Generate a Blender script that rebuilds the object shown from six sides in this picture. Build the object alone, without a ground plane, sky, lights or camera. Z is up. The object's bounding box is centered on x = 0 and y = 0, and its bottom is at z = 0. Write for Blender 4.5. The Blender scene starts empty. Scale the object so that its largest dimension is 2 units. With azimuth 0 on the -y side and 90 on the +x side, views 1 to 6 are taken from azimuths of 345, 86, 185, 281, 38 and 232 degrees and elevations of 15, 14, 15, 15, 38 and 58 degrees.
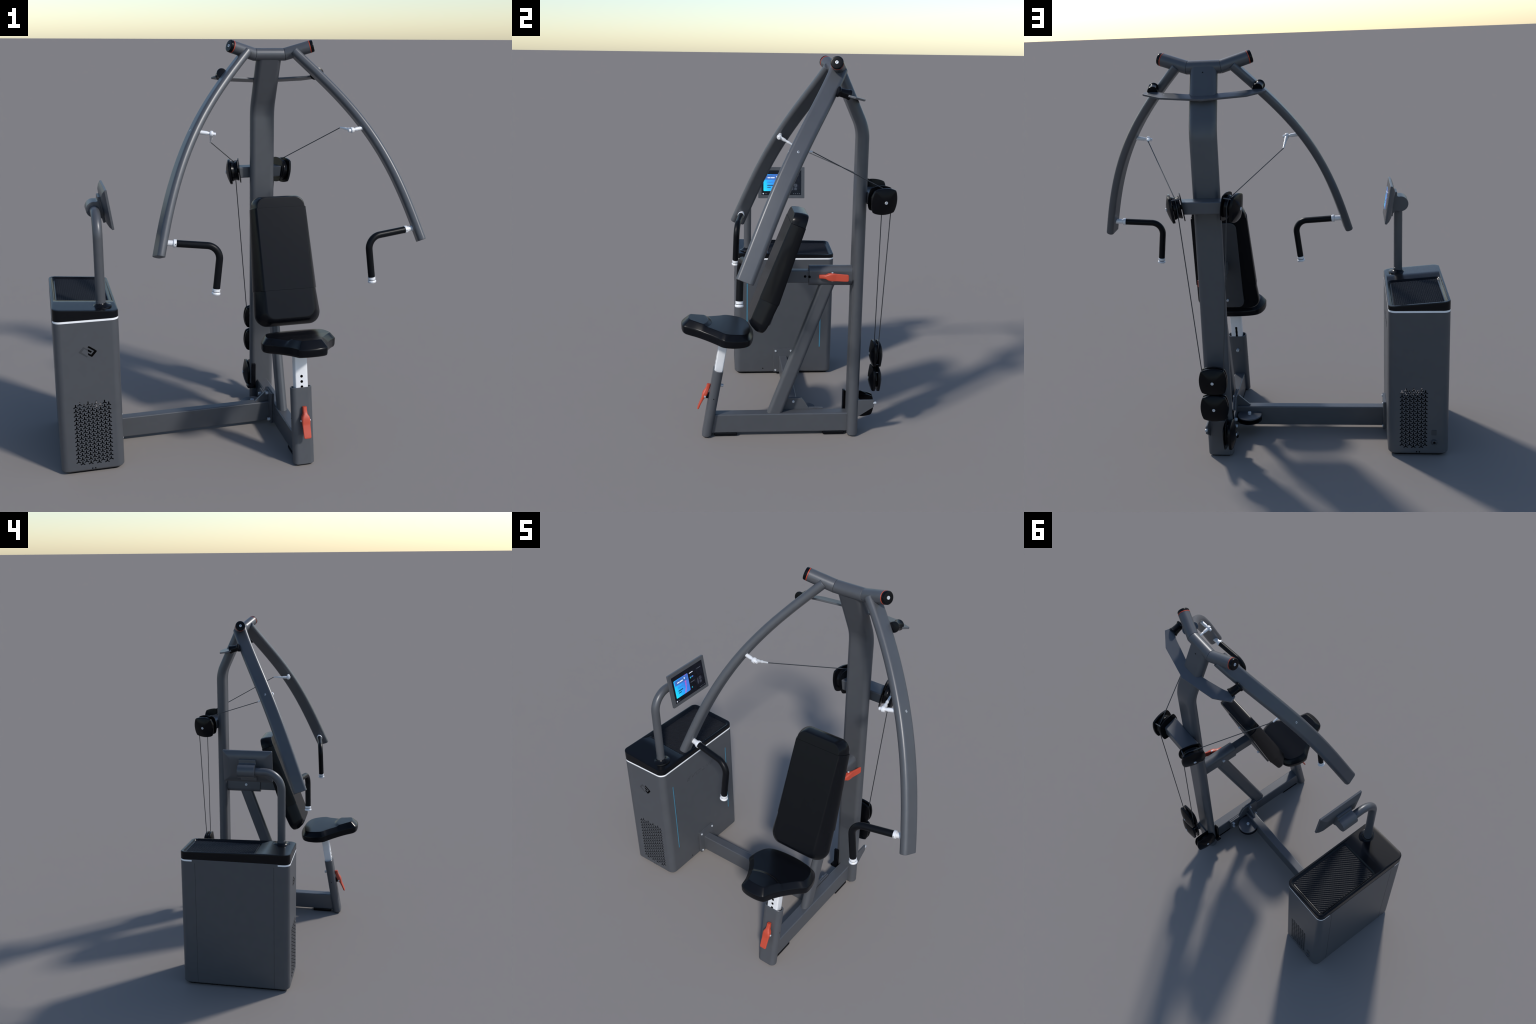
import bpy, bmesh, math
import numpy as np
from mathutils import Vector, Matrix

XS = 0.2345            # symmetry plane of the press frame
V = Vector
# ------------------------------------------------------------------ materials
def new_mat(name, col, rough=0.5, metal=0.0, spec=0.5, vary=0.06, scale=30.0, bump=0.0, bscale=400.0, emit=0.0, coat=0.0):
    m = bpy.data.materials.new(name); m.use_nodes = True
    nt = m.node_tree; N = nt.nodes; L = nt.links
    b = N["Principled BSDF"]
    tc = N.new("ShaderNodeTexCoord")
    nz = N.new("ShaderNodeTexNoise"); nz.inputs["Scale"].default_value = scale; nz.inputs["Detail"].default_value = 3
    L.new(tc.outputs["Object"], nz.inputs["Vector"])
    rp = N.new("ShaderNodeValToRGB")
    rp.color_ramp.elements[0].position = 0.3; rp.color_ramp.elements[1].position = 0.7
    rp.color_ramp.elements[0].color = [c * (1 - vary) for c in col] + [1]
    rp.color_ramp.elements[1].color = [min(1, c * (1 + vary)) for c in col] + [1]
    L.new(nz.outputs["Fac"], rp.inputs["Fac"]); L.new(rp.outputs["Color"], b.inputs["Base Color"])
    b.inputs["Roughness"].default_value = rough; b.inputs["Metallic"].default_value = metal
    b.inputs["Specular IOR Level"].default_value = spec
    if coat: b.inputs["Coat Weight"].default_value = coat; b.inputs["Coat Roughness"].default_value = 0.2
    if bump:
        n2 = N.new("ShaderNodeTexNoise"); n2.inputs["Scale"].default_value = bscale; n2.inputs["Detail"].default_value = 2
        L.new(tc.outputs["Object"], n2.inputs["Vector"])
        bp = N.new("ShaderNodeBump"); bp.inputs["Strength"].default_value = bump; bp.inputs["Distance"].default_value = 0.001
        L.new(n2.outputs["Fac"], bp.inputs["Height"]); L.new(bp.outputs["Normal"], b.inputs["Normal"])
    if emit:
        L.new(rp.outputs["Color"], b.inputs["Emission Color"]); b.inputs["Emission Strength"].default_value = emit
    return m

GREY = new_mat("grey_powder_coat", (0.075, 0.080, 0.091), 0.38, 0.15, 0.5, 0.03, 20, 0.05, 700)
GREYD = new_mat("grey_mark", (0.042, 0.045, 0.052), 0.5, 0.1, 0.5, 0.03)
VINYL = new_mat("black_vinyl", (0.0042, 0.0048, 0.0066), 0.26, 0, 0.14, 0.05, 40)
BLACK = new_mat("black_plastic", (0.0028, 0.0031, 0.0045), 0.26, 0, 0.15, 0.05)
LID = new_mat("black_lid_plastic", (0.0038, 0.0043, 0.0058), 0.22, 0, 0.2, 0.05)
KNURL = new_mat("tray_mat_plastic", (0.0095, 0.0102, 0.0128), 0.5, 0, 0.15, 0.05)
RUBBER = new_mat("black_rubber_grip", (0.0042, 0.0048, 0.0066), 0.36, 0, 0.14, 0.05, 60, 0.15, 900)
ORANGE = new_mat("orange_red_plastic", (0.46, 0.058, 0.028), 0.45, 0, 0.5, 0.03)
WHITE = new_mat("light_aluminium", (0.74, 0.75, 0.78), 0.35, 0.1, 0.5, 0.03)
STEEL = new_mat("bolt_steel", (0.55, 0.58, 0.62), 0.35, 0.35, 0.5, 0.03)
TRIM = new_mat("white_trim", (0.86, 0.87, 0.89), 0.35, 0, 0.5, 0.02)
CABLE = new_mat("cable_black", (0.030, 0.033, 0.038), 0.45, 0, 0.5, 0.1, 80)
HOLE = new_mat("dark_cavity", (0.0015, 0.0016, 0.002), 0.8, 0, 0.1, 0.05)
VENT_SHADE = new_mat("vent_cavity_shade_tint", (0.012, 0.014, 0.018), 0.7, 0, 0.2, 0.05)  # cabinet inside darkened for its shade, lifted toward blue for light reaching in
BLUE = new_mat("blue_light_strip", (0.065, 0.21, 0.31), 0.4, 0, 0.5, 0.02)
LETTER = new_mat("lettering_grey", (0.060, 0.064, 0.073), 0.45, 0.1, 0.5, 0.03)
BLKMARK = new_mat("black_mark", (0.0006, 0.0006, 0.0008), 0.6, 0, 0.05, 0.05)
SCREEN = new_mat("screen_glass", (0.006, 0.007, 0.012), 0.12, 0, 0.15, 0.3, 25)
UIWHITE = new_mat("screen_white", (0.70, 0.74, 0.85), 0.2, 0, 0.5, 0.02, emit=0.25)
UIDIM = new_mat("screen_dim", (0.10, 0.11, 0.14), 0.2, 0, 0.5, 0.1)
UIPANEL = new_mat("screen_panel", (0.007, 0.008, 0.014), 0.14, 0, 0.15, 0.5, 40)
UIFIG = new_mat("screen_figure", (0.035, 0.038, 0.055), 0.15, 0, 0.5, 0.7, 120)
UIDARK = new_mat("screen_dark_text", (0.01, 0.03, 0.07), 0.2, 0, 0.5, 0.05)
UICYAN = new_mat("screen_cyan", (0.02, 0.42, 0.52), 0.2, 0, 0.5, 0.05, emit=0.15)
UIHEAD = new_mat("screen_header_blue", (0.045, 0.16, 0.52), 0.15, 0, 0.5, 0.2, 20, emit=0.25)

def card_material():
    m = bpy.data.materials.new("screen_card_gradient"); m.use_nodes = True
    nt = m.node_tree; N = nt.nodes; L = nt.links; b = N["Principled BSDF"]
    tc = N.new("ShaderNodeTexCoord"); sp = N.new("ShaderNodeSeparateXYZ"); L.new(tc.outputs["Generated"], sp.inputs[0])
    def math_(op, a, c):
        n = N.new("ShaderNodeMath"); n.operation = op
        for i, v in enumerate((a, c)):
            if isinstance(v, (int, float)): n.inputs[i].default_value = v
            else: L.new(v, n.inputs[i])
        return n.outputs[0]
    u, v = sp.outputs["Y"], sp.outputs["Z"]
    g = math_("ADD", math_("MULTIPLY", u, 0.75), math_("MULTIPLY", v, 0.30))
    rp = N.new("ShaderNodeValToRGB"); e = rp.color_ramp.elements
    e[0].position = 0.0; e[0].color = (0.005, 0.66, 0.80, 1)
    e[1].position = 1.0; e[1].color = (0.06, 0.14, 0.52, 1)
    x = e.new(0.35); x.color = (0.01, 0.36, 0.86, 1)
    x = e.new(0.7); x.color = (0.03, 0.17, 0.60, 1)
    L.new(g, rp.inputs["Fac"])
    wv = N.new("ShaderNodeTexNoise"); wv.inputs["Scale"].default_value = 2.2
    L.new(tc.outputs["Generated"], wv.inputs["Vector"])
    s = math_("ADD", math_("SUBTRACT", u, math_("MULTIPLY", v, 0.12)), math_("MULTIPLY", wv.outputs["Fac"], 0.35))
    d = math_("ABSOLUTE", math_("SUBTRACT", s, 0.86), 0)
    r2 = N.new("ShaderNodeValToRGB"); k = r2.color_ramp.elements
    k[0].position = 0.0; k[0].color = (1, 1, 1, 1); k[1].position = 0.055; k[1].color = (0, 0, 0, 1)
    L.new(d, r2.inputs["Fac"])
    mx = N.new("ShaderNodeMix"); mx.data_type = 'RGBA'
    L.new(r2.outputs["Color"], mx.inputs[0]); L.new(rp.outputs["Color"], mx.inputs[6])
    mx.inputs[7].default_value = (0.55, 0.06, 0.38, 1)
    L.new(mx.outputs[2], b.inputs["Base Color"]); L.new(mx.outputs[2], b.inputs["Emission Color"])
    b.inputs["Emission Strength"].default_value = 0.4; b.inputs["Roughness"].default_value = 0.12
    return m
CARD = card_material()

# ------------------------------------------------------------------ helpers
ROOT = bpy.data.objects.new("chest_press_machine", None)
bpy.context.scene.collection.objects.link(ROOT)
ROOT["label"] = "grey chest press machine with black pads and console tower"
ROOT["category"] = "gym machine"

def link(ob, parent):
    bpy.context.scene.collection.objects.link(ob); ob.parent = parent or ROOT; ob.matrix_world = Matrix(); return ob

def finish(me, ang=35):
    for p in me.polygons: p.use_smooth = True
    me.set_sharp_from_angle(angle=math.radians(ang))

def make(name, verts, faces, mat, parent=None, ang=35, bevel=0, seg=2, wn=True, recalc=True):
    me = bpy.data.meshes.new(name); me.from_pydata([tuple(v) for v in verts], [], faces); me.update()
    if recalc:
        bm = bmesh.new(); bm.from_mesh(me); bmesh.ops.recalc_face_normals(bm, faces=bm.faces); bm.to_mesh(me); bm.free()
    if bevel:
        bm = bmesh.new(); bm.from_mesh(me)
        es = [e for e in bm.edges if len(e.link_faces) == 2 and e.calc_face_angle(0) > math.radians(28)]
        bmesh.ops.bevel(bm, geom=es, offset=bevel, segments=seg, profile=0.5, affect='EDGES', clamp_overlap=True)
        bm.to_mesh(me); bm.free()
    finish(me, ang)
    me.materials.append(mat)
    ob = link(bpy.data.objects.new(name, me), parent)
    if wn:
        w = ob.modifiers.new("weighted", 'WEIGHTED_NORMAL'); w.keep_sharp = True
    return ob

def inst(src, name, mtx, parent=None):
    ob = src.copy(); ob.name = name
    bpy.context.scene.collection.objects.link(ob); ob.parent = parent or ROOT; ob.matrix_world = mtx
    return ob

def rrect(w, h, r, n=6):
    r = max(min(r, w / 2 - 1e-4, h / 2 - 1e-4), 1e-4); out = []
    for k, (sx, sy) in enumerate(((1, 1), (-1, 1), (-1, -1), (1, -1))):
        for i in range(n + 1):
            a = math.pi / 2 * (k + i / n)
            out.append((sx * (w / 2 - r) + r * math.cos(a), sy * (h / 2 - r) + r * math.sin(a)))
    return out

def circ(r, n=24): return [(r * math.cos(2 * math.pi * i / n), r * math.sin(2 * math.pi * i / n)) for i in range(n)]

def loft(name, rings, mat, parent=None, caps=(True, True), ang=35, closed=False, **kw):
    n = len(rings[0]); vs = [p for r in rings for p in r]; fs = []
    m = len(rings)
    for i in range(m if closed else m - 1):
        a, b = i * n, ((i + 1) % m) * n
        for j in range(n):
            k = (j + 1) % n
            fs.append((a + j, a + k, b + k, b + j))
    if not closed:
        if caps[0]: fs.append(tuple(range(n))[::-1])
        if caps[1]: fs.append(tuple(range((m - 1) * n, m * n)))
    return make(name, vs, fs, mat, parent, ang, **kw)

def sweep(name, path, ref, sec, mat, parent=None, eb=0.0, **kw):
    """sec(inset) -> 2-D outline; swept along path, ends bevelled by eb."""
    path = [V(p) for p in path]; ref = V(ref); rings = []
    m = len(path)
    def frame(i):
        t = (path[min(i + 1, m - 1)] - path[max(i - 1, 0)]).normalized()
        s = (ref - ref.dot(t) * t).normalized(); return t, s, t.cross(s)
    def ring(c, s, nn, o): return [c + s * a + nn * b for a, b in o]
    for i in range(m):
        t, s, nn = frame(i)
        if eb and i == 0:
            rings += [ring(path[0], s, nn, sec(eb)), ring(path[0] + t * eb * 0.3, s, nn, sec(eb * 0.3)), ring(path[0] + t * eb, s, nn, sec(0))]
        elif eb and i == m - 1:
            rings += [ring(path[i] - t * eb, s, nn, sec(0)), ring(path[i] - t * eb * 0.3, s, nn, sec(eb * 0.3)), ring(path[i], s, nn, sec(eb))]
        else: rings.append(ring(path[i], s, nn, sec(0)))
    return loft(name, rings, mat, parent, **kw)

def rsec(w, h, r): return lambda i: rrect(w - 2 * i, h - 2 * i, r - i * 0.6)
def csec(r, n=24): return lambda i: circ(r - i, n)

def fillet(pts, rad, n=8):
    """polyline with rounded corners"""
    pts = [V(p) for p in pts]; out = [pts[0]]
    for i in range(1, len(pts) - 1):
        r = rad[i - 1] if isinstance(rad, (list, tuple)) else rad
        a = (pts[i - 1] - pts[i]).normalized(); b = (pts[i + 1] - pts[i]).normalized()
        th = a.angle(b); tl = r / math.tan(th / 2)
        c = pts[i] + (a + b).normalized() * (r / math.sin(th / 2))
        p0, p1 = pts[i] + a * tl - c, pts[i] + b * tl - c
        w = p0.angle(p1)
        for k in range(n + 1):
            f = k / n
            out.append(c + (p0 * math.sin((1 - f) * w) + p1 * math.sin(f * w)) / math.sin(w))
    out.append(pts[-1]); return out

def axis_matrix(c, z, x=None):
    z = V(z).normalized(); x = V(x) if x is not None else (V((0, 0, 1)) if abs(z.z) < 0.9 else V((1, 0, 0)))
    x = (x - x.dot(z) * z).normalized(); y = z.cross(x)
    m = Matrix((x, y, z)).transposed().to_4x4(); m.translation = V(c); return m

def lathe(name, prof, c, z, mat, parent=None, n=28, **kw):
    M = axis_matrix(c, z)
    rings = [[M @ V((a, b, h)) for a, b in circ(max(r, 1e-4), n)] for r, h in prof]
    return loft(name, rings, mat, parent, **kw)

def prism(name, poly, M, t, mat, parent=None, bevel=0.0015, **kw):
    """polygon in local xy of M, extruded from z=0 to z=t"""
    n = len(poly)
    vs = [M @ V((a, b, 0)) for a, b in poly] + [M @ V((a, b, t)) for a, b in poly]
    fs = [tuple(range(n))[::-1], tuple(range(n, 2 * n))] + [(i, (i + 1) % n, n + (i + 1) % n, n + i) for i in range(n)]
    return make(name, vs, fs, mat, parent, bevel=bevel, **kw)

def box(name, lo, hi, mat, parent=None, bevel=0.002, **kw):
    return prism(name, [(lo[0], lo[1]), (hi[0], lo[1]), (hi[0], hi[1]), (lo[0], hi[1])], Matrix.Translation((0, 0, lo[2])), hi[2] - lo[2], mat, parent, bevel, **kw)

YZ = Matrix(((0, 0, 1, 0), (1, 0, 0, 0), (0, 1, 0, 0), (0, 0, 0, 1)))   # local xy -> world yz, z -> +x
XZ = Matrix(((1, 0, 0, 0), (0, 0, 1, 0), (0, 1, 0, 0), (0, 0, 0, 1)))   # local xy -> world xz, z -> +y

# shared bolt mesh: hex-socket round head, axis +z, head sits on z=0
_bolt = None
def bolt(c, z, r=0.008, h=0.008, parent=None, name="bolt"):
    global _bolt
    if _bolt is None:
        prof = [(1.0, -0.3), (1.0, 0.75), (0.93, 0.93), (0.8, 1.0), (0.5, 1.0), (0.47, 0.95), (0.45, 0.45), (0.001, 0.40)]
        ob = lathe(name, prof, (0, 0, 0), (0, 0, 1), STEEL, parent, n=20)
        _bolt = ob
    else:
        ob = _bolt.copy(); ob.name = name; bpy.context.scene.collection.objects.link(ob); ob.parent = parent or ROOT
    ob.matrix_world = axis_matrix(c, z) @ Matrix.Diagonal((r, r, h, 1))
    return ob

# ------------------------------------------------------------------ frame
col = sweep("upright_column", fillet([(XS, 0.3755, 0.006), (XS, 0.3755, 0.8), (XS, 0.3755, 1.648), (XS, 0.250, 1.922)], [1.0, 0.22], 10),
            (1, 0, 0), rsec(0.130, 0.057, 0.0268), GREY, eb=0.004)
box("column_foot", (XS - 0.045, 0.352, 0), (XS + 0.045, 0.398, 0.007), BLACK, col)
prism("foot_notch_mark", [(-0.004, 0.0), (0.004, 0.0), (0.0, -0.005)], axis_matrix((XS, 0.2875, 1.9035), (0, 0.909, 0.416), (1, 0, 0)), 0.004, BLACK, col, 0)

# hub tube across the column head
hub_l, hub_r = V((XS - 0.0765, 0.2455, 1.9275)), V((XS + 0.0765, 0.2455, 1.9275))
HR = 0.0312
def hub_dir(sg): return (V((XS + sg * 0.2195, 0.2045, 1.9705)) - V((XS + sg * 0.0785, 0.2455, 1.9275))).normalized()
def hub_ring(x, sg, r):
    """ring of the straight middle tube, cut on the mitre plane"""
    d = V((1, 0, 0)); bis = (hub_dir(sg) + V((sg, 0, 0))).normalized(); M = axis_matrix((0, 0, 0), d)
    return [V((x, 0.2455, 1.9275)) + p - d * (p.dot(bis) / d.dot(bis)) for p in (M @ V((a, b, 0)) for a, b in circ(r, 40))]
hub = loft("hub_tube", [hub_ring(XS - 0.0775, -1, HR - 0.001), hub_ring(XS - 0.0765, -1, HR), hub_ring(XS + 0.0765, 1, HR), hub_ring(XS + 0.0775, 1, HR - 0.001)], GREY)
def hub_end(sg):
    a = V((XS + sg * 0.0785, 0.2455, 1.9275)); e = V((XS + sg * 0.2195, 0.2045, 1.9705)); d = (e - a).normalized()
    # inner end mitred on the seam plane, outer end square
    bis = (d + V((sg, 0, 0))).normalized()
    M = axis_matrix((0, 0, 0), d)
    o = [M @ V((x, y, 0)) for x, y in circ(HR, 40)]
    o2 = [M @ V((x, y, 0)) for x, y in circ(HR - 0.001, 40)]
    r0 = [a + p - d * ((p).dot(bis) / d.dot(bis)) for p in o2]
    r1 = [a + p - d * ((p).dot(bis) / d.dot(bis)) + d * 0.001 for p in o]
    L = (e - a).length
    ob = loft("arm_pivot_tube", [r0, r1, [a + d * (L - 0.0215) + p for p in o], [a + d * (L - 0.0205) + p for p in o2]], GREY)
    lathe("pivot_ring", [(HR - 0.004, 0), (HR + 0.0002, 0.0006), (HR + 0.0002, 0.0042), (HR - 0.004, 0.0048)], a + d * (L - 0.0205), d, ORANGE, ob, n=40)
    c = a + d * (L - 0.0157)
    lathe("pivot_cap", [(HR - 0.006, 0), (HR - 0.0005, 0.0004), (HR - 0.0005, 0.011), (HR - 0.003, 0.0148), (HR - 0.006, 0.0157), (0.011, 0.0157), (0.010, 0.013), (0.001, 0.013)], c, d, BLACK, ob, n=40)
    bolt(c + d * 0.0105, d, 0.0085, 0.006, ob)
hub_end(1); hub_end(-1)

# base
beam = sweep("base_beam", [(XS, -0.385, 0.0715), (XS, 0.36, 0.0715)], (1, 0, 0), rsec(0.060, 0.107, 0.007), GREY)
for y0, y1 in ((-0.371, -0.247), (0.216, 0.333)):
    box("foot_pad", (XS - 0.03, y0, 0.0), (XS + 0.03, y1, 0.019), BLACK, beam, 0.006)
dirb = V((0, 0.262, 0.718)).normalized()
sweep("diagonal_brace", [V((XS, -0.046, 0.1185)) - dirb * 0.03, V((XS, 0.2165, 0.837)) + dirb * 0.02], (1, 0, 0), rsec(0.044, 0.080, 0.021), GREY)
sleeve = sweep("backrest_sleeve", [(XS, 0.122, 0.890), (XS, 0.36, 0.890)], (1, 0, 0), rsec(0.066, 0.106, 0.030), GREY, eb=0.002)
sweep("backrest_slide_tube", [(XS, 0.0, 0.887), (XS, 0.14, 0.887)], (1, 0, 0), rsec(0.048, 0.066, 0.006), GREY, sleeve)
for y, r in ((0.102, 0.0068), (0.124, 0.0068)):
    lathe("adjustment_hole", [(r, 0), (r, 0.0012)], (XS + 0.0238 if y < 0.12 else XS + 0.0325, y, 0.889), (1, 0, 0), HOLE, sleeve)
bolt((XS - 0.033, 0.216, 0.891), (-1, 0, 0), 0.009, 0.008, sleeve)

# front post: oval tube, leaning back
def post_ring(z, ins, cut=0.0):
    yc = -0.4125 + 0.175 * z
    return [V((XS + a, yc + b, z - cut * b)) for a, b in rrect(0.106 - 2 * ins, 0.0515 - 2 * ins, 0.0245 - ins * 0.5, 8)]
post = loft("front_post", [post_ring(0.005, 0.004), post_ring(0.009, 0.0), post_ring(0.374, 0, 0.2), post_ring(0.376, 0.0015, 0.2), post_ring(0.376, 0.005, 0.2), post_ring(0.372, 0.0055, 0.2), post_ring(0.330, 0.0055, 0.2)], GREY)
prism("post_foot", rrect(0.085, 0.036, 0.015), Matrix.Translation((XS, -0.412, 0)), 0.006, BLACK, post, 0.001)
pd = V((0, 0.175, 1)).normalized()
def post_at(z, off=0.0):  # point on the post axis, pushed forward
    return V((XS, -0.4125 + 0.175 * z, z)) + V((0, -1, 0.175)).normalized() * off
tube_c = lambda z: post_at(z, -0.001)
tube = sweep("seat_tube", [tube_c(0.32), tube_c(0.585)], (1, 0, 0), rsec(0.0635, 0.0445, 0.006), WHITE, post, wn=False)
# adjustment holes are bored through the tube, plus a thin black slot-shaped plate at the back
cut = bpy.data.meshes.new("cutter"); bm = bmesh.new()
for z in (0.3790, 0.4045, 0.4300):
    M = axis_matrix(tube_c(z), V((0, -1, 0.175)))
    bmesh.ops.create_cone(bm, cap_ends=True, segments=20, radius1=0.0070, radius2=0.0070, depth=0.10, matrix=M)
bm.to_mesh(cut); bm.free(); cut.materials.append(HOLE)
def boolean(ob, cutter_mesh):
    c = bpy.data.objects.new("cutter", cutter_mesh); bpy.context.scene.collection.objects.link(c)
    md = ob.modifiers.new("b", 'BOOLEAN'); md.object = c; md.operation = 'DIFFERENCE'; md.solver = 'MANIFOLD'
    try: md.material_mode = 'TRANSFER'
    except Exception: pass
    bpy.context.view_layer.update()
    me = bpy.data.meshes.new_from_object(ob.evaluated_get(bpy.context.evaluated_depsgraph_get()))
    ob.modifiers.clear(); me.name = ob.data.name; ob.data = me
    bpy.data.objects.remove(c)
boolean(tube, cut); finish(tube.data, 35)
M = axis_matrix(tube_c(0.43), V((0, 1, -0.175)))
prism("tube_slot", rrect(0.075, 0.011, 0.004), M @ Matrix.Translation((-0.03, 0, 0.0215)), 0.0012, HOLE, tube, 0)
bolt(post_at(0.288, -0.026), (0, 1, -0.175), 0.0085, 0.016, post)
lathe("post_hole", [(0.003, 0), (0.003, 0.0006)], (XS + 0.0528, -0.372, 0.225), (1, 0, 0), HOLE, post, n=10)
lathe("post_hole", [(0.003, 0), (0.003, 0.0006)], (XS - 0.0528, -0.372, 0.225), (-1, 0, 0), HOLE, post, n=10)

# ------------------------------------------------------------------ clamp levers
def lever(base, along, out, side, parent):
    """narrow thumb end at s=0, broad paddle swinging outward at the other end"""
    along, out, side = V(along).normalized(), V(out).normalized(), V(side).normalized()
    P = lambda s, o, q=0: V(base) + along * s + out * o + side * q
    data = [(0.000, 0.010, 0.012, 0.012), (0.002, 0.010, 0.020, 0.019), (0.020, 0.011, 0.021, 0.021), (0.034, 0.015, 0.022, 0.023),
            (0.048, 0.019, 0.038, 0.028), (0.062, 0.022, 0.043, 0.027), (0.078, 0.027, 0.041, 0.017), (0.090, 0.030, 0.039, 0.011), (0.118, 0.038, 0.038, 0.009),
            (0.142, 0.043, 0.037, 0.009), (0.147, 0.0445, 0.033, 0.007), (0.149, 0.045, 0.024, 0.004)]
    rings = [[P(s, o + b, a) for a, b in rrect(w, t, min(w, t) * 0.32, 4)] for s, o, w, t in data]
    ob = loft("clamp_lever", rings, ORANGE, parent)
    rb = [[P(s, o, a) for a, s in ((x, 0.066 + y) for x, y in rrect(0.024 * k, 0.030 * k, 0.004))] for o, k in ((0.0, 1), (0.018, 1), (0.0185, 0.9))]
    loft("lever_base", rb, BLACK, ob)
    for q in (1, -1): bolt(P(0.068, 0.019, q * 0.020), side * q, 0.0055, 0.005, ob, "lever_pin")
    return ob
lever(post_at(0.288, 0.0265) + V((0.004, 0, 0)), -pd, V((0, -1, 0.175)), (1, 0, 0), post)
lever((XS + 0.033, 0.172, 0.893), (0, 1, 0), (1, 0, 0), (0, 0, 1), sleeve)

# ------------------------------------------------------------------ stop bracket with rubber buffers
bn = V((0, 0.27, 1)).normalized(); bM = axis_matrix((XS, 0.296, 1.8090), bn, (1, 0, 0))
half = [(0.0, 0.092), (0.02, 0.086), (0.203, 0.049), (0.292, -0.010), (0.277, -0.043), (0.258, -0.043), (0.206, -0.023), (0.072, 0.012), (0.055, 0.0)]
poly = half + [(-x, y) for x, y in half[::-1] if x > 0]
prism("stop_bracket", poly, bM @ Matrix.Translation((0, 0, -0.005)), 0.010, GREY, None, 0.002)
for sg in (1, -1):
    d = V((sg * 0.10, -0.96, 0.26)).normalized(); c = V((XS + sg * 0.2485, 0.264, 1.8235))
    lathe("stop_buffer", [(0.010, -0.003), (0.0240, -0.003), (0.0255, 0.0), (0.0250, 0.004), (0.0225, 0.010), (0.0205, 0.03), (0.0205, 0.046),
                          (0.0225, 0.049), (0.0250, 0.052), (0.0255, 0.056), (0.0240, 0.060), (0.010, 0.062)], c, d, BLACK)

# ------------------------------------------------------------------ press arms
arm_ctrl = [(0.125, 0.230, 1.940), (0.145, 0.217, 1.917), (0.228, 0.169, 1.836), (0.278, 0.133, 1.778), (0.355, 0.079, 1.690), (0.402, 0.0385, 1.625),
            (0.447, 0.001, 1.560), (0.540, -0.087, 1.380), (0.594, -0.147, 1.245), (0.633, -0.203, 1.110), (0.656, -0.232, 1.038)]
A_ = np.array(arm_ctrl); tt = np.concatenate([[0], np.cumsum(np.linalg.norm(np.diff(A_, axis=0), axis=1))]); tt /= tt[-1]
fits = [np.polyfit(tt, A_[:, k], 4) for k in range(3)]
arm_curve = [[float(np.polyval(f, s)) for f in fits] for s in np.linspace(0, 1, 48)]
def press_arm(sg, cable_start):
    X = lambda p: V((XS + sg * p[0], p[1], p[2]))
    arm = sweep("press_arm", [X(p) for p in arm_curve], (sg * 0.27, 0.905, -0.31), rsec(0.084, 0.0415, 0.0180), GREY, None, 0.003)
    # bolt on the outer face
    bolt(X((0.4535, 0.010, 1.580)) - V((sg * 0.0015, 0, 0)), V((sg * 0.80, 0.12, 0.55)), 0.0065, 0.006, arm)
    # handle
    a, e, b = X((0.582, -0.2115, 1.0935)), X((0.3665, -0.242, 1.0735)), X((0.3905, -0.248, 0.872))
    d0, d1 = (e - a).normalized(), (b - e).normalized()
    h = sweep("handle_grip", fillet([a + d0 * 0.012, e, b], 0.062, 12), (0, 1, 0), csec(0.0168), RUBBER, arm, 0.001)
    lathe("handle_socket", [(0.0135, 0), (0.0135, 0.046)], a - d0 * 0.044, d0, WHITE, h)
    lathe("handle_collar", [(0.015, -0.002), (0.0188, -0.0005), (0.0192, 0.001), (0.0192, 0.011), (0.018, 0.013), (0.012, 0.013)], a, d0, WHITE, h)
    lathe("collar_screw", [(0.0022, 0), (0.0022, 0.0008)], a + d0 * 0.006 + V((0, -0.0188, 0)), (0, -1, 0), HOLE, h, n=10)
    lathe("handle_end_cap", [(0.014, -0.001), (0.0178, 0.0), (0.0182, 0.001), (0.0182, 0.0125), (0.0165, 0.0135), (0.0165, 0.0155), (0.0185, 0.0165), (0.0208, 0.020), (0.0210, 0.024), (0.0195, 0.0275), (0.010, 0.029), (0.001, 0.029)], b, d1, WHITE, h, ang=25)
    lathe("cap_groove", [(0.0168, 0.0132), (0.0168, 0.0158)], b, d1, HOLE, h)
    # cable connector
    p0, p1 = X((0.425, -0.002, 1.577)), X((0.3365, -0.016, 1.564)); d = (p1 - p0).normalized(); Lc = (p1 - p0).length
    con = lathe("cable_connector", [(0.0098, 0), (0.0098, Lc - 0.044), (0.0072, Lc - 0.034), (0.0072, Lc - 0.029), (0.0135, Lc - 0.027), (0.0145, Lc - 0.024), (0.0145, Lc - 0.017), (0.0135, Lc - 0.014),
                                    (0.0080, Lc - 0.013), (0.0080, Lc - 0.001), (0.0068, Lc)], p0, d, WHITE, arm)
    c = p0 + d * (Lc - 0.020); s = V(cable_start); r = (s - c); Lr = r.length
    lathe("cable_rod", [(0.0085, 0.004), (0.0092, 0.02), (0.0085, 0.034), (0.0062, 0.040), (0.0062, 0.050), (0.0072, 0.053), (0.0072, 0.060), (0.0055, 0.066), (0.0042, Lr)], c, r, WHITE, con)
    return arm
CS = {1: V((0.567, 0.087, 1.570)), -1: V((-0.109, 0.074, 1.517))}
press_arm(1, CS[1]); press_arm(-1, CS[-1])

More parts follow.
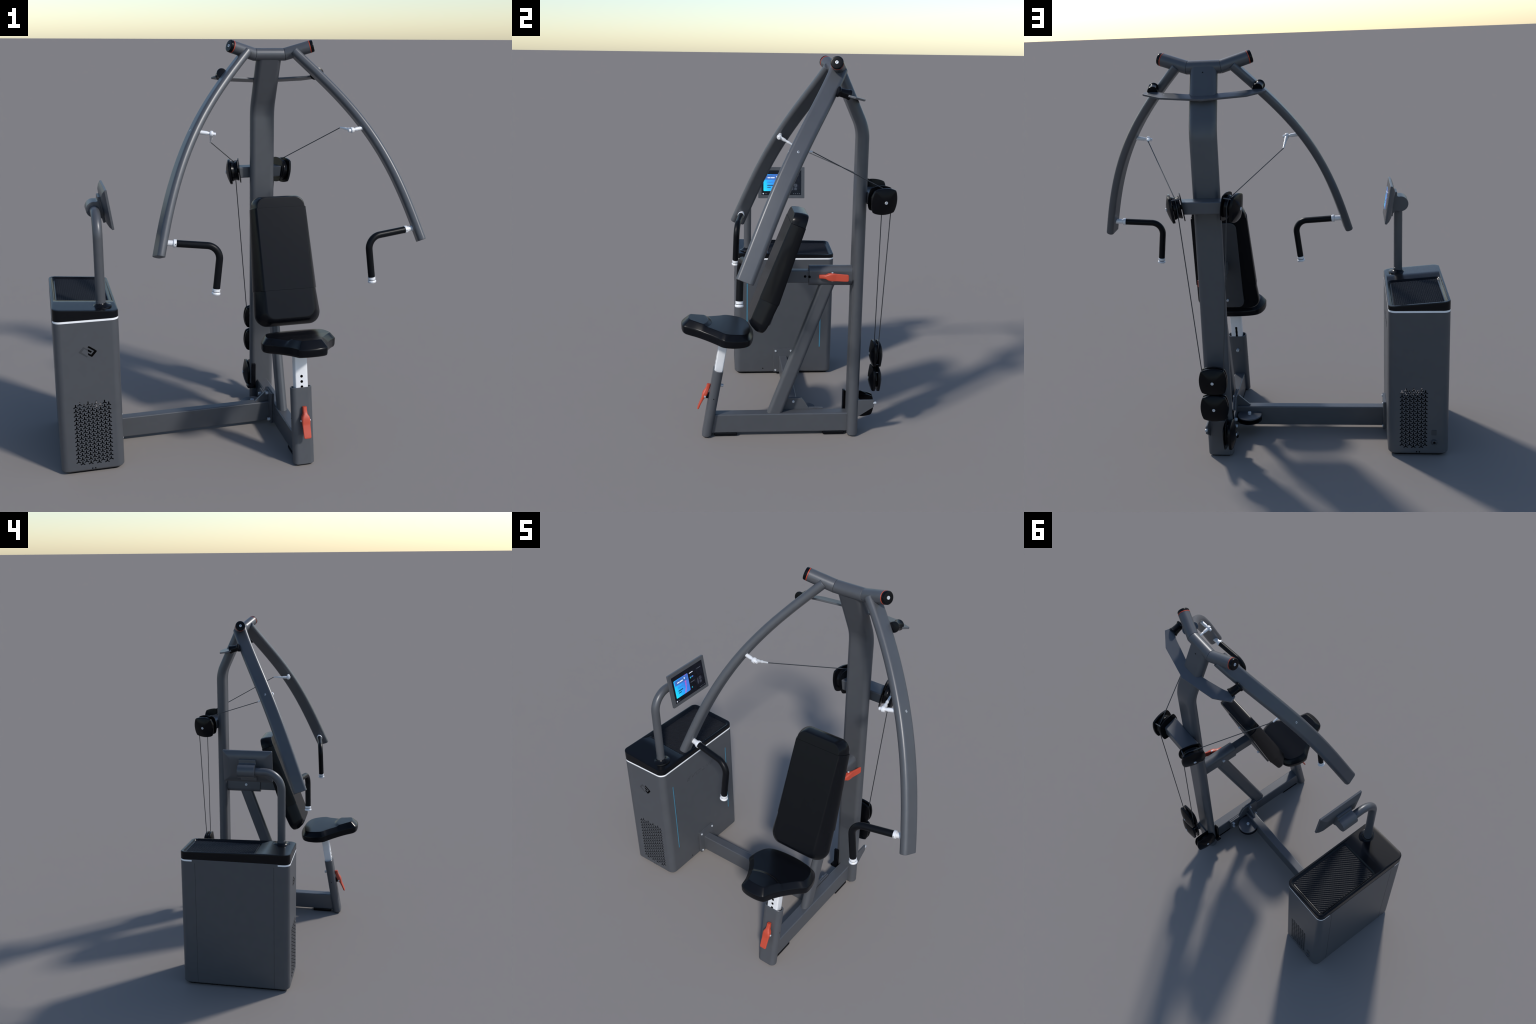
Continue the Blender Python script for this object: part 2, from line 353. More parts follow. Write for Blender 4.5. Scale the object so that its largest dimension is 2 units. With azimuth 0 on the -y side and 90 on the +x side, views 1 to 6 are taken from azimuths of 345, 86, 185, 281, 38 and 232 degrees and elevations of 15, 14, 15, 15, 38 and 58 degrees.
# ------------------------------------------------------------------ pulleys
def squircle(hs, bulge, rc=0.006, n=10):
    """rounded square whose sides bow outward"""
    pts = []
    for k in range(4):
        a = math.pi / 2 * k; ca, sa = math.cos(a), math.sin(a)
        for i in range(n):
            f = -1 + 2 * i / n
            e = hs + bulge * (1 - f * f); t = f * hs
            if i == 0:                      # tiny corner radius
                for g in (-1, 1):
                    q = 0.0022
                    xx, yy = (e - (q if g < 0 else 0), -hs + (q if g > 0 else 0))
                    pts.append((xx * ca - yy * sa, xx * sa + yy * ca))
                continue
            pts.append((e * ca - t * sa, e * sa + t * ca))
    return pts
SQ = squircle(0.0565, 0.0115)
def disc_rings(prof, M=Matrix()):
    out = []
    for s, h in prof:          # outline relaxes from the bowed square to a circle toward the centre
        k = min(1.0, max(0.0, (s - 0.25) / 0.75)) ** 1.3
        out.append([M @ V((s * (a * k + (1 - k) * 0.063 * a / math.hypot(a, b)), s * (b * k + (1 - k) * 0.063 * b / math.hypot(a, b)), h)) for a, b in SQ])
    return out
_pul = {}
def pulley_meshes():
    dome = [(0.90, -0.010), (0.985, -0.010), (1.0, -0.009), (1.0, 0.0002), (0.985, 0.0022)]
    dome += [(s, 0.0022 + 0.0168 * (1 - (s / 0.985) ** 2.0)) for s in (0.9, 0.78, 0.62, 0.45, 0.28, 0.12, 0.01)]
    _pul["cover"] = loft("pulley", disc_rings(dome), BLACK, ang=40)
    _pul["plate"] = loft("pulley_plate", disc_rings([(0.97, 0), (0.985, 0.0008), (0.985, 0.0042), (0.97, 0.005)]), BLACK)
    g = [(0.010, 0), (0.052, 0), (0.0535, 0.0012), (0.0545, 0.003), (0.0495, 0.012), (0.0485, 0.0155), (0.0495, 0.019), (0.0545, 0.028), (0.0535, 0.0298), (0.052, 0.031), (0.010, 0.031)]
    _pul["wheel"] = lathe("pulley_wheel", g, (0, 0, 0), (0, 0, 1), BLACK, n=40)
    _pul["hub"] = lathe("pulley_axle", [(0.012, 0), (0.012, 0.06)], (0, 0, 0), (0, 0, 1), BLACK, n=20)
    _pul["pin"] = lathe("cable_guard_pin", [(0.0028, 0), (0.0028, 0.05)], (0, 0, 0), (0, 0, 1), GREY, n=12)
pulley_meshes()
_used = set()
def use(kind, name, M, parent):
    if kind in _used: return inst(_pul[kind], name, M, parent)
    _used.add(kind); ob = _pul[kind]; ob.parent = parent or ROOT; ob.matrix_world = M; return ob
def T(x, y, z): return Matrix.Translation((x, y, z))

WHEEL = {}
for sg in (1, -1):
    f = V((sg * 0.25, -0.968, 0)); u0 = V((sg * 0.14, 0.0, 0.99)); f.normalize()
    u = (u0 - u0.dot(f) * f).normalized()
    n = V((sg, 0, 0)); n = (n - n.dot(f) * f - n.dot(u) * u).normalized()
    M = axis_matrix((XS + sg * 0.1545, 0.472, 1.3035), n, f)
    p = use("cover", "pulley", M, None)
    use("wheel", "pulley_wheel", M @ T(0, 0, -0.0475) @ Matrix.Diagonal((1, 1, 1.2, 1)), p)
    use("plate", "pulley_plate", M @ T(0, 0, -0.0565), p)
    use("hub", "pulley_axle", M @ T(0, 0, -0.055), p)
    ang = math.atan2(M.to_3x3().col[1].dot(V((0, 0, 1))), 1)
    up_sign = 1 if M.to_3x3().col[1].z > 0 else -1
    use("pin", "cable_guard_pin", M @ T(-0.049, up_sign * 0.047, -0.054), p)
    bolt(M @ V((0, 0, 0.0188)), n, 0.008, 0.003, p)
    WHEEL[sg] = (M @ V((0, 0, -0.0289)), f, u, n)
# crossbar that carries them
def bar_ring(sg, inset, back):
    c, f, u, n = WHEEL[sg]; p0 = c + n * (0.0289 - 0.0567 - back); out = []
    for a, b in rrect(0.088 - 2 * inset, 0.058 - 2 * inset, 0.006 - inset):
        y, z = 0.446 + a, 1.3075 + b
        x = p0.x - ((y - p0.y) * n.y + (z - p0.z) * n.z) / n.x
        out.append(V((x, y, z)))
    return out
loft("pulley_crossbar", [bar_ring(-1, 0.001, 0), bar_ring(-1, 0, 0.001), bar_ring(1, 0, 0.001), bar_ring(1, 0.001, 0)], GREY)

# two floating pulleys in line behind the column
FC = (0.455, 0.316)
for i, z in enumerate(FC):
    Mb = axis_matrix((XS, 0.5105, z), (0, 1, 0), (1, 0, 0)); Mf = axis_matrix((XS, 0.4775, z), (0, -1, 0), (1, 0, 0))
    p = use("cover", "pulley", Mb, None); use("cover", "pulley_cover", Mf, p)
    use("wheel", "pulley_wheel", Mb @ T(0, 0, -0.030) @ Matrix.Diagonal((1, 1, 0.87, 1)), p)
    bolt(Mb @ V((0, 0, 0.0183)), (0, 1, 0), 0.0075, 0.002, p); bolt(Mf @ V((0, 0, 0.0183)), (0, -1, 0), 0.0075, 0.002, p)
    for sx in (1, -1):
        use("pin", "cable_guard_pin", Mb @ T(sx * 0.047, (0.047 if i == 0 else -0.047) * (1 if Mb.to_3x3().col[1].z < 0 else -1), -0.033) @ Matrix.Diagonal((1, 1, 0.66, 1)), p)
box("float_link", (XS - 0.012, 0.488, 0.37), (XS + 0.012, 0.500, 0.40), BLACK)

# guide pulley beside the column foot
Ms = axis_matrix((0.1640, 0.437, 0.140), (-1, 0.06, 0.03), (0, 1, 0))
sp = use("cover", "pulley", Ms, None)
use("wheel", "pulley_wheel", Ms @ T(0, 0, -0.031) @ Matrix.Diagonal((1, 1, 0.9, 1)), sp)
use("plate", "pulley_plate", Ms @ T(0, 0, -0.035), sp)
bolt(Ms @ V((0, 0, 0.0188)), (-1, 0.06, 0.03), 0.007, 0.003, sp)
prism("pulley_carrier", [(0.336, 0.075), (0.43, 0.075), (0.49, 0.11), (0.49, 0.19), (0.43, 0.222), (0.336, 0.222)], YZ @ T(0, 0, 0.1875), 0.006, BLACK, sp, 0.002)
box("pulley_carrier_front", (0.1685, 0.331, 0.100), (0.1935, 0.345, 0.226), BLACK, sp, 0.003)
prism("pulley_carrier_hook", rrect(0.044, 0.022, 0.010), axis_matrix((0.168, 0.333, 0.090), (0, 1, 0), (1, 0, 0)), 0.03, BLACK, sp, 0.003)
brk = prism("carrier_bracket", [(0.398, 0.208), (0.486, 0.208), (0.487, 0.168), (0.398, 0.110)], YZ @ T(0, 0, XS + 0.045), 0.010, GREY, None, 0.002)
bolt((XS + 0.050, 0.486, 0.190), (0, 1, 0), 0.0065, 0.013, brk)
box("carrier_cross_plate", (0.19, 0.402, 0.118), (XS + 0.05, 0.412, 0.20), GREY, brk, 0.002)

# flat guide pulley by the link beam
fp = lathe("flat_pulley", [(0.03, 0.066), (0.0645, 0.066), (0.066, 0.0675), (0.066, 0.071), (0.052, 0.077), (0.050, 0.080), (0.052, 0.083), (0.066, 0.087), (0.066, 0.091), (0.02, 0.091)], (0.118, 0.127, 0), (0, 0, 1), BLACK, n=48)
lathe("flat_pulley_cover", [(0.03, 0.0908), (0.0650, 0.0908), (0.0655, 0.092), (0.0650, 0.096), (0.0630, 0.0975), (0.001, 0.0985)], (0.118, 0.127, 0), (0, 0, 1), GREY, fp, n=48)
bolt((0.118, 0.127, 0.098), (0, 0, 1), 0.0095, 0.014, fp)

# ------------------------------------------------------------------ cables
def cable(pts, name="cable"):
    return sweep(name, pts, (0.31, 0.17, 0.93), csec(0.0024, 8), CABLE, None)
for sg in (1, -1):
    c, f, u, n = WHEEL[sg]; R = 0.0525; S = CS[sg]
    a, b = (S - c).dot(f), (S - c).dot(u); D = math.hypot(a, b)
    th0 = math.atan2(b, a) + math.acos(R / D)          # tangent point over the top
    th1 = math.pi
    arc = [c + f * R * math.cos(th0 + (th1 - th0) * k / 14) + u * R * math.sin(th0 + (th1 - th0) * k / 14) for k in range(15)]
    R2 = 0.0490; end = [V((XS + sg * R2 * math.cos(t), 0.494, FC[0] + R2 * math.sin(t))) for t in [-k * math.pi / 16 for k in range(0, 9)]]
    cable([S] + arc + end)
# the lower float carries the loop of the console cable
cable([V((XS + 0.0490 * math.cos(t), 0.494, FC[1] + 0.0490 * math.sin(t))) for t in [math.pi * k / 12 for k in range(13)]])

# ------------------------------------------------------------------ link to console
lnk = sweep("link_beam", [(-0.602, 0.067, 0.0725), (0.190, 0.067, 0.0725)], (0, 1, 0), rsec(0.050, 0.107, 0.006), GREY)
pl = [(0.0, 0.018), (0.0, 0.188), (0.102, 0.188), (0.122, 0.165), (0.142, 0.130), (0.222, 0.128), (0.222, 0.040), (0.150, 0.018)]
prism("joint_plate", pl, YZ @ T(0, 0, 0.1865), 0.008, GREY, lnk, 0.0012)
prism("joint_plate", pl, YZ @ T(0, 0, 0.1965), 0.0085, GREY, lnk, 0.0012)
prism("gusset", [(0.187, 0.182), (0.187, 0.130), (0.170, 0.124), (0.118, 0.124), (0.118, 0.128), (0.178, 0.182)], XZ @ T(0, 0, 0.061), 0.012, GREY, lnk, 0.001)
for y, z in ((0.059, 0.170), (0.016, 0.038), (0.202, 0.104), (0.202, 0.066)):
    bolt((0.1865, y, z), (-1, 0, 0), 0.0085, 0.013, lnk)
    if z > 0.15: bolt((0.205, y, z), (1, 0, 0), 0.007, 0.008, lnk)
prism("console_flange", rrect(0.122, 0.154, 0.003), YZ @ T(0.0685, 0.095, -0.6115), 0.016, GREY, lnk, 0.001)
for y in (0.020, 0.117):
    for z in (0.030, 0.160): bolt((-0.5955, y, z), (1, 0, 0), 0.0065, 0.004, lnk)

# ------------------------------------------------------------------ seat
def seat_line(y):   # height of the top edge along the seat
    return float(np.interp(y, [-0.56, -0.494, -0.425, -0.311, -0.23, -0.16], [0.674, 0.660, 0.6445, 0.626, 0.616, 0.600]))
def sstep(a, b, x):
    t = min(max((x - a) / (b - a), 0), 1); return t * t * (3 - 2 * t)
def spline_loop(half, n):
    """closed smooth loop from right half control points (dx, y), mirrored"""
    P = [V((x, y, 0)) for x, y in half] + [V((-x, y, 0)) for x, y in half[::-1] if x > 1e-6]
    m = len(P); out = []
    for i in range(m):
        p0, p1, p2, p3 = P[i - 1], P[i], P[(i + 1) % m], P[(i + 2) % m]
        for k in range(n):
            t = k / n
            out.append(0.5 * ((2 * p1) + (p2 - p0) * t + (2 * p0 - 5 * p1 + 4 * p2 - p3) * t * t + (3 * p1 - p0 - 3 * p2 + p3) * t ** 3))
    return out
rim_half = [(0, -0.540), (0.036, -0.537), (0.063, -0.5275), (0.073, -0.512), (0.089, -0.462), (0.118, -0.405), (0.154, -0.352), (0.175, -0.328), (0.1835, -0.307), (0.179, -0.262), (0.160, -0.213), (0.130, -0.184), (0.070, -0.168), (0, -0.163)]
top_half = [(0, -0.501), (0.026, -0.500), (0.045, -0.4945), (0.052, -0.484), (0.068, -0.445), (0.092, -0.398), (0.130, -0.342), (0.152, -0.318), (0.160, -0.300), (0.157, -0.262), (0.142, -0.222), (0.115, -0.199), (0.062, -0.185), (0, -0.181)]
rim, topl = spline_loop(rim_half, 8), spline_loop(top_half, 8)
def rim_z(y): return float(np.interp(y, [-0.54, -0.527, -0.45, -0.322, -0.23, -0.163], [0.638, 0.640, 0.624, 0.599, 0.586, 0.578]))
def bot_z(y): return float(np.interp(y, [-0.54, -0.52, -0.337, -0.267, -0.216, -0.163], [0.603, 0.597, 0.560, 0.552, 0.549, 0.549]))
def raise_(x, y): return 0.0085 * (1 - sstep(-0.016, 0.008, y - (-0.386 - 0.028 * (x / 0.09) ** 2)))
W = lambda x, y, z: V((XS + x, y, z))
def smooth_line(f, y, h=0.012): return sum(f(y + k * h) for k in (-1, -0.5, 0, 0.5, 1)) / 5
cy = -0.36
rings = []
for ins, dz in ((0.80, -0.004), (0.93, -0.002)):
    rings.append([W(p.x * ins, cy + (p.y - cy) * ins, smooth_line(bot_z, cy + (p.y - cy) * ins) + dz) for p in rim])
rings.append([W(p.x * 0.975, cy + (p.y - cy) * 0.982, smooth_line(bot_z, p.y) + 0.001) for p in rim])
rings.append([W(p.x * 0.996, cy + (p.y - cy) * 0.997, smooth_line(bot_z, p.y) + 0.010) for p in rim])
rings.append([W(p.x, p.y, smooth_line(rim_z, p.y) - 0.006) for p in rim])
rings.append([W(p.x * 0.996 + q.x * 0.004, p.y * 0.99 + q.y * 0.01, smooth_line(rim_z, p.y) - 0.001) for p, q in zip(rim, topl)])
def tz(p, q, f): return (smooth_line(rim_z, p.y)) * (1 - f) + (smooth_line(seat_line, q.y) + raise_(q.x, q.y)) * f
for f in (0.12, 0.5, 0.88): rings.append([W(p.x * (1 - f) + q.x * f, p.y * (1 - f) + q.y * f, tz(p, q, f)) for p, q in zip(rim, topl)])
NR = 44
for k in range(0, NR + 1):
    s = 1 - 0.985 * k / NR; s = s if k else 0.985
    rg = []
    for q in topl:
        x, y = q.x * s, cy + (q.y - cy) * s
        dish = -0.001 * (1 - s ** 2) * sstep(-0.47, -0.36, y)
        rg.append(W(x, y, smooth_line(seat_line, y) + raise_(x, y) - dish))
    rings.append(rg)
seat = loft("seat", rings, VINYL, None, ang=50)

# ------------------------------------------------------------------ backrest (three joined pads on a shell)
ta, ma = V((0, 0.314, 0.9494)), V((0, -0.9494, 0.314))
def B(x, t, m):
    k = (m - 0.284) / 0.0715          # 0 on the rear face, 1 on the front face
    m += (1 - k) * (-0.001 + 0.13 * max(0.0, 0.72 - t)) + k * (0.0047 + 0.057 * (1.15 - t))
    return V((XS + x, 0, 0)) + ta * t + ma * m
def half_w(t): return 0.1448 + (1.135 - t) / (1.135 - 0.72) * 0.0195
def pad_outline(t0, t1, rnd0, rnd1, k, e, shrink, rc):
    """rounded trapezoid in (x,t); k in 0..1 draws the outline in from the full width to the flat face, e insets free ends"""
    lo, hi = t0 + (e if rnd0 else 0), t1 - (e if rnd1 else 0)
    wd = lambda t: half_w(t) - shrink - k * (half_w(t) - 0.126)
    out = []
    for sx, end in ((1, 0), (1, 1), (-1, 1), (-1, 0)):
        rnd = rnd0 if end == 0 else rnd1
        r = max(rc - e * 0.6, 0.012) if rnd else 0.0008
        t = lo if end == 0 else hi; w = wd(t)
        cx, ct = sx * (w - r), t + (r if end == 0 else -r)
        a0 = {(1, 0): -90, (1, 1): 0, (-1, 1): 90, (-1, 0): 180}[(sx, end)]
        for i in range(9):
            a = math.radians(a0 + 90 * i / 8); out.append((cx + r * math.cos(a), ct + r * math.sin(a)))
    return out
M0, M1 = 0.284, 0.3555
def pad(name, t0, t1, r0, r1, shrink, rc, parent, dm=0.0, ef=0.02):
    prof = [(0.20, 0.5, M0 + dm), (0.10, 0.25, M0 + dm), (0.02, 0.05, M0 + 0.004 + dm), (0.0, 0.0, M0 + 0.010), (0.0, 0.0, M0 + 0.022), (0.10, 0.10, M0 + 0.034), (0.55, 0.5, M1 - 0.014 - dm), (0.85, 0.8, M1 - 0.0045 - dm), (1.0, 1.0, M1 - 0.0010 - dm), (1.15, 1.25, M1 - dm)]
    rings = [[B(x, t, m) for x, t in pad_outline(t0, t1, r0, r1, k, e * ef, shrink, rc)] for k, e, m in prof]
    return loft(name, rings, VINYL, parent, ang=30)
back = pad("backrest", 0.7215, 1.1345, False, False, 0.0, 0.05, None)
pad("backrest_head_pad", 1.135, 1.197, False, True, 0.0035, 0.052, back, 0.0012, 0.012)
pad("backrest_lumbar_pad", 0.543, 0.721, True, False, 0.0035, 0.062, back, 0.0012, 0.034)
def panel_outline(i): return [(a, 0.8425 + b) for a, b in rrect(0.172 - 2 * i, 0.535 - 2 * i, 0.034 - i, 8)]
def flat(x, t, m): return V((XS + x, 0, 0)) + ta * t + ma * m      # the panel itself is straight
loft("backrest_back_panel", [[flat(x, t, m) for x, t in panel_outline(i)] for i, m in ((0.002, M0 - 0.006), (0.0, M0 - 0.0045), (0.0, M0 + 0.034))], GREYD, back)
for t in (0.625, 1.03): bolt(flat(0.0, t, M0 - 0.006), -ma, 0.0065, 0.010, back)

# ------------------------------------------------------------------ console cabinet
CX, CY, CW, CD, CR = -0.761, 0.069, 0.298, 0.618, 0.036
def cring(z, ins, r=CR, zf=None):
    return [V((CX + a, CY + b, z if zf is None else zf(CX + a, CY + b))) for a, b in rrect(CW - 2 * ins, CD - 2 * ins, r - ins, 8)]
cab = loft("console_cabinet", [cring(0.010, 0.010), cring(0.0105, 0.006), cring(0.018, 0.0), cring(0.7565, 0.0), cring(0.7570, 0.001)], GREY, None, wn=False)
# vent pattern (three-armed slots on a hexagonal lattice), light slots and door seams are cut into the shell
def tri_slot(L=0.0121, w=0.0056):
    pts = []
    for k in range(3):
        a = math.radians(90 + 120 * k); d = V((math.cos(a), math.sin(a))); s = V((-d.y, d.x))
        inner = w / 2 / math.tan(math.radians(30)) * 0 + w / 2 / math.sin(math.radians(60))
        prev = math.radians(90 + 120 * k - 60)
        pts.append(V((math.cos(prev), math.sin(prev))) * inner * 1.0)
        pts.append(d * L - s * w / 2); pts.append(d * L + s * w / 2)
    return pts
SL = tri_slot()
cv, cf, cm = [], [], []
def add_prism(pts3a, pts3b, mi):
    o = len(cv); n = len(pts3a); cv.extend(pts3a); cv.extend(pts3b)
    cf.append(tuple(range(o, o + n))[::-1]); cm.append(mi); cf.append(tuple(range(o + n, o + 2 * n))); cm.append(mi)
    for i in range(n): cf.append((o + i, o + (i + 1) % n, o + n + (i + 1) % n, o + n + i)); cm.append(mi)
PX, PZ = 0.01905, 0.0217
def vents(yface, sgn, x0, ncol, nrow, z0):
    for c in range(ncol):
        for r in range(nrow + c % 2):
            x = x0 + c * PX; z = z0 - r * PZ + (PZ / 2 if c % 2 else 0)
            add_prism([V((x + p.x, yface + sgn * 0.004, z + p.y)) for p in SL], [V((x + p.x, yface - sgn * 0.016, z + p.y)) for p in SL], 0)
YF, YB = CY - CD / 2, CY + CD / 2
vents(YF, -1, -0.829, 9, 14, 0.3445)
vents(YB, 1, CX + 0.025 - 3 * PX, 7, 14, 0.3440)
XR, XL = CX + CW / 2, CX - CW / 2
for y in (-0.1635, 0.3015):
    q = [(y + a, 0.4135 + b) for a, b in rrect(0.0085, 0.470, 0.003, 3)]
    add_prism([V((XR + 0.004, a, b)) for a, b in q], [V((XR - 0.004, a, b)) for a, b in q], 0)
for y in (-0.153, 0.291):
    q = [(y - 0.0006, 0.0), (y + 0.0006, 0.0), (y + 0.0006, 0.7485), (y - 0.0006, 0.7485)]
    add_prism([V((XL - 0.004, a, b)) for a, b in q], [V((XL + 0.0012, a, b)) for a, b in q], 0)
for x in (-0.766, -0.752):
    q = [(x + a, 0.0215 + b) for a, b in rrect(0.0065, 0.0065, 0.001, 1)]
    add_prism([V((a, YF - 0.004, b)) for a, b in q], [V((a, YF + 0.01, b)) for a, b in q], 0)
    add_prism([V((a, YB + 0.004, b)) for a, b in q], [V((a, YB - 0.01, b)) for a, b in q], 0)
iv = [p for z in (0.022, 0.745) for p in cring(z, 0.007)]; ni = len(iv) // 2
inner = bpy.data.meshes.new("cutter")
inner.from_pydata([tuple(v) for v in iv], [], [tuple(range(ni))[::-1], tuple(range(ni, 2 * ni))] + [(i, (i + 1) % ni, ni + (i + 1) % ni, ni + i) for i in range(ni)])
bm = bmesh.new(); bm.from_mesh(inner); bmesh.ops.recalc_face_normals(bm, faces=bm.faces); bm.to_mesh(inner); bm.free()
inner.materials.append(VENT_SHADE); boolean(cab, inner)
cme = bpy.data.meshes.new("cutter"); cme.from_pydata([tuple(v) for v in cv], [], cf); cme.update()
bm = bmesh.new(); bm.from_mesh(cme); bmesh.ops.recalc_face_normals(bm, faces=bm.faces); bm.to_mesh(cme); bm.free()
cme.materials.append(VENT_SHADE)
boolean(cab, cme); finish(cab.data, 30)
w = cab.modifiers.new("weighted", 'WEIGHTED_NORMAL'); w.keep_sharp = True
prism("cabinet_plinth", rrect(CW - 0.03, CD - 0.03, 0.03), T(CX, CY, 0), 0.012, BLACK, cab, 0.001)
for y in (-0.1635, 0.3015):
    prism("light_strip", rrect(0.0076, 0.468, 0.002, 3), YZ @ T(y, 0.4135, XR - 0.0038), 0.0026, BLUE, cab, 0)
box("door_top_rail", (XL - 0.0012, -0.174, 0.7525), (XL + 0.006, 0.308, 0.7695), GREY, cab, 0.0005)
loft("trim_band", [cring(0.7572, 0.004), cring(0.7572, 0.0002), cring(0.7665, 0.0002), cring(0.7665, 0.004)], TRIM, cab)
# lid: tilted toward the user, raised platform at the front, recessed knurled tray behind
def lid_z(x, y): return 0.7875 + 0.083 * (XR - x) + 0.011 * (1 - sstep(-0.098, -0.032, y))
TX0, TX1, TY0, TY1 = -0.887, -0.635, -0.036, 0.356
def tray_ring(ins, dz, r=0.016):
    cx, cy2 = (TX0 + TX1) / 2, (TY0 + TY1) / 2
    return [V((cx + a, cy2 + b, lid_z(cx + a, max(cy2 + b, -0.03)) + dz)) for a, b in rrect(TX1 - TX0 - 2 * ins, TY1 - TY0 - 2 * ins, r, 8)]
out_top = cring(0, 0.0042, CR, lid_z); tray_top = [V((p.x, p.y, lid_z(p.x, p.y))) for p in tray_ring(-0.008, 0, 0.021)]
lr = [cring(0.7668, 0.002), cring(0.7668, 0.0), cring(0, 0, CR, lambda x, y: lid_z(x, y) - 0.0045), cring(0, 0.0012, CR, lambda x, y: lid_z(x, y) - 0.0013), out_top]
for k in range(1, 12):
    f = k / 12; lr.append([V((a.x * (1 - f) + b.x * f, a.y * (1 - f) + b.y * f, 0)) for a, b in zip(out_top, tray_top)])
    for p in lr[-1]: p.z = lid_z(p.x, p.y)
lr += [tray_top, [V((p.x, p.y, lid_z(p.x, p.y) - 0.0012)) for p in tray_ring(-0.006, 0, 0.020)], tray_ring(-0.0025, -0.0046, 0.018), tray_ring(0.0005, -0.0084), tray_ring(0.003, -0.0097), tray_ring(0.0075, -0.0100)]
lid = loft("console_lid", lr, LID, cab, ang=40)
# ridged tray mat: diagonal ridges notched into diamonds
kv, kf = [], []
p_ = 0.0124; h2 = math.sqrt(0.5)
fx0, fx1, fy0, fy1 = TX0 + 0.005, TX1 - 0.005, TY0 + 0.005, TY1 - 0.005
mx_, my_ = (fx0 + fx1) / 2, (fy0 + fy1) / 2; ng = int(0.26 / (p_ / 2))
idx = {}
def mat_vert(i, j):
    if (i, j) in idx: return idx[(i, j)]
    u, v = i * p_ / 2, j * p_ / 2
    x, y = mx_ + (u + v) * h2, my_ + (u - v) * h2
    cx_, cy_ = min(max(x, fx0), fx1), min(max(y, fy0), fy1)
    edge = (cx_ != x or cy_ != y)
    hgt = 0.0 if (j % 2 or edge) else (0.0034 if i % 2 == 0 else 0.0024)
    idx[(i, j)] = len(kv); kv.append(V((cx_, cy_, lid_z(cx_, max(cy_, -0.03)) - 0.0099 + hgt))); return idx[(i, j)]
for i in range(-ng, ng):
    for j in range(-ng, ng):
        u, v = (i + 0.5) * p_ / 2, (j + 0.5) * p_ / 2
        if fx0 - 0.003 < mx_ + (u + v) * h2 < fx1 + 0.003 and fy0 - 0.003 < my_ + (u - v) * h2 < fy1 + 0.003:
            kf.append((mat_vert(i, j), mat_vert(i + 1, j), mat_vert(i + 1, j + 1), mat_vert(i, j + 1)))
mat_ob = make("tray_knurling", kv, kf, KNURL, lid, ang=5, wn=False); mat_ob["kind"] = "stuff"

# rear switch and socket
prism("power_switch", rrect(0.024, 0.029, 0.002), axis_matrix((-0.837, YB - 0.001, 0.128), (0, 1, 0), (1, 0, 0)), 0.0035, GREYD, cab, 0.0012)
so = lathe("power_socket", [(0.0150, 0), (0.0150, 0.004), (0.0125, 0.010), (0.0105, 0.0115), (0.0065, 0.0115), (0.006, 0.004), (0.001, 0.004)], (-0.838, YB - 0.001, 0.0765), (0, 1, 0), GREYD, cab)
lathe("socket_hole", [(0.0055, 0), (0.0055, 0.0008)], (-0.838, YB + 0.004, 0.0765), (0, 1, 0), HOLE, so, n=16)
for y in (-0.06, 0.145): lathe("fixing_hole", [(0.004, 0), (0.004, 0.0006)], (XR - 0.0003, y, 0.036), (1, 0, 0), HOLE, cab, n=12)

# emblem on the front and raised lettering on the inner side
def emblem(pts):
    k = 0.083 / 975
    return [((px - 922) * k, -((py - (px - 922) * 70 / 975) - 885) * k) for px, py in pts]
EM = axis_matrix((CX + 0.0005, YF + 0.0005, 0.6135), (0, -1, 0), (1, 0, 0))
prism("emblem", emblem([(985, 560), (1290, 795), (1415, 915), (1390, 950), (1165, 1195), (1120, 1205), (1085, 1185), (935, 1065), (930, 945), (1095, 1075), (1260, 890), (920, 625)]), EM, 0.0012, BLKMARK, cab, 0)
prism("emblem", emblem([(925, 735), (1150, 900), (1080, 970), (932, 860)]), EM, 0.0012, BLKMARK, cab, 0)
prism("emblem", emblem([(690, 575), (440, 835), (440, 865), (860, 1200), (915, 1150), (590, 850), (745, 690), (905, 815), (905, 735), (735, 590)]), EM, 0.0010, GREYD, cab, 0)
cu = bpy.data.curves.new("lettering", 'FONT'); cu.body = "EVOLVE"; cu.size = 0.036; cu.shear = 0.35; cu.extrude = 0.0007; cu.space_character = 1.1; cu.align_x = 'CENTER'
to = bpy.data.objects.new("lettering", cu); bpy.context.scene.collection.objects.link(to)
bpy.context.view_layer.update()
tm = bpy.data.meshes.new_from_object(to.evaluated_get(bpy.context.evaluated_depsgraph_get())); bpy.data.objects.remove(to)
xs_ = [v.co.x for v in tm.vertices]; sx = 0.240 / (max(xs_) - min(xs_)); mid = (max(xs_) + min(xs_)) / 2
for v in tm.vertices: v.co.x = (v.co.x - mid) * sx
tm.materials.clear(); tm.materials.append(LETTER)
lt = link(bpy.data.objects.new("lettering", tm), cab); lt.matrix_world = YZ @ T(0.071, 0.610, XR)

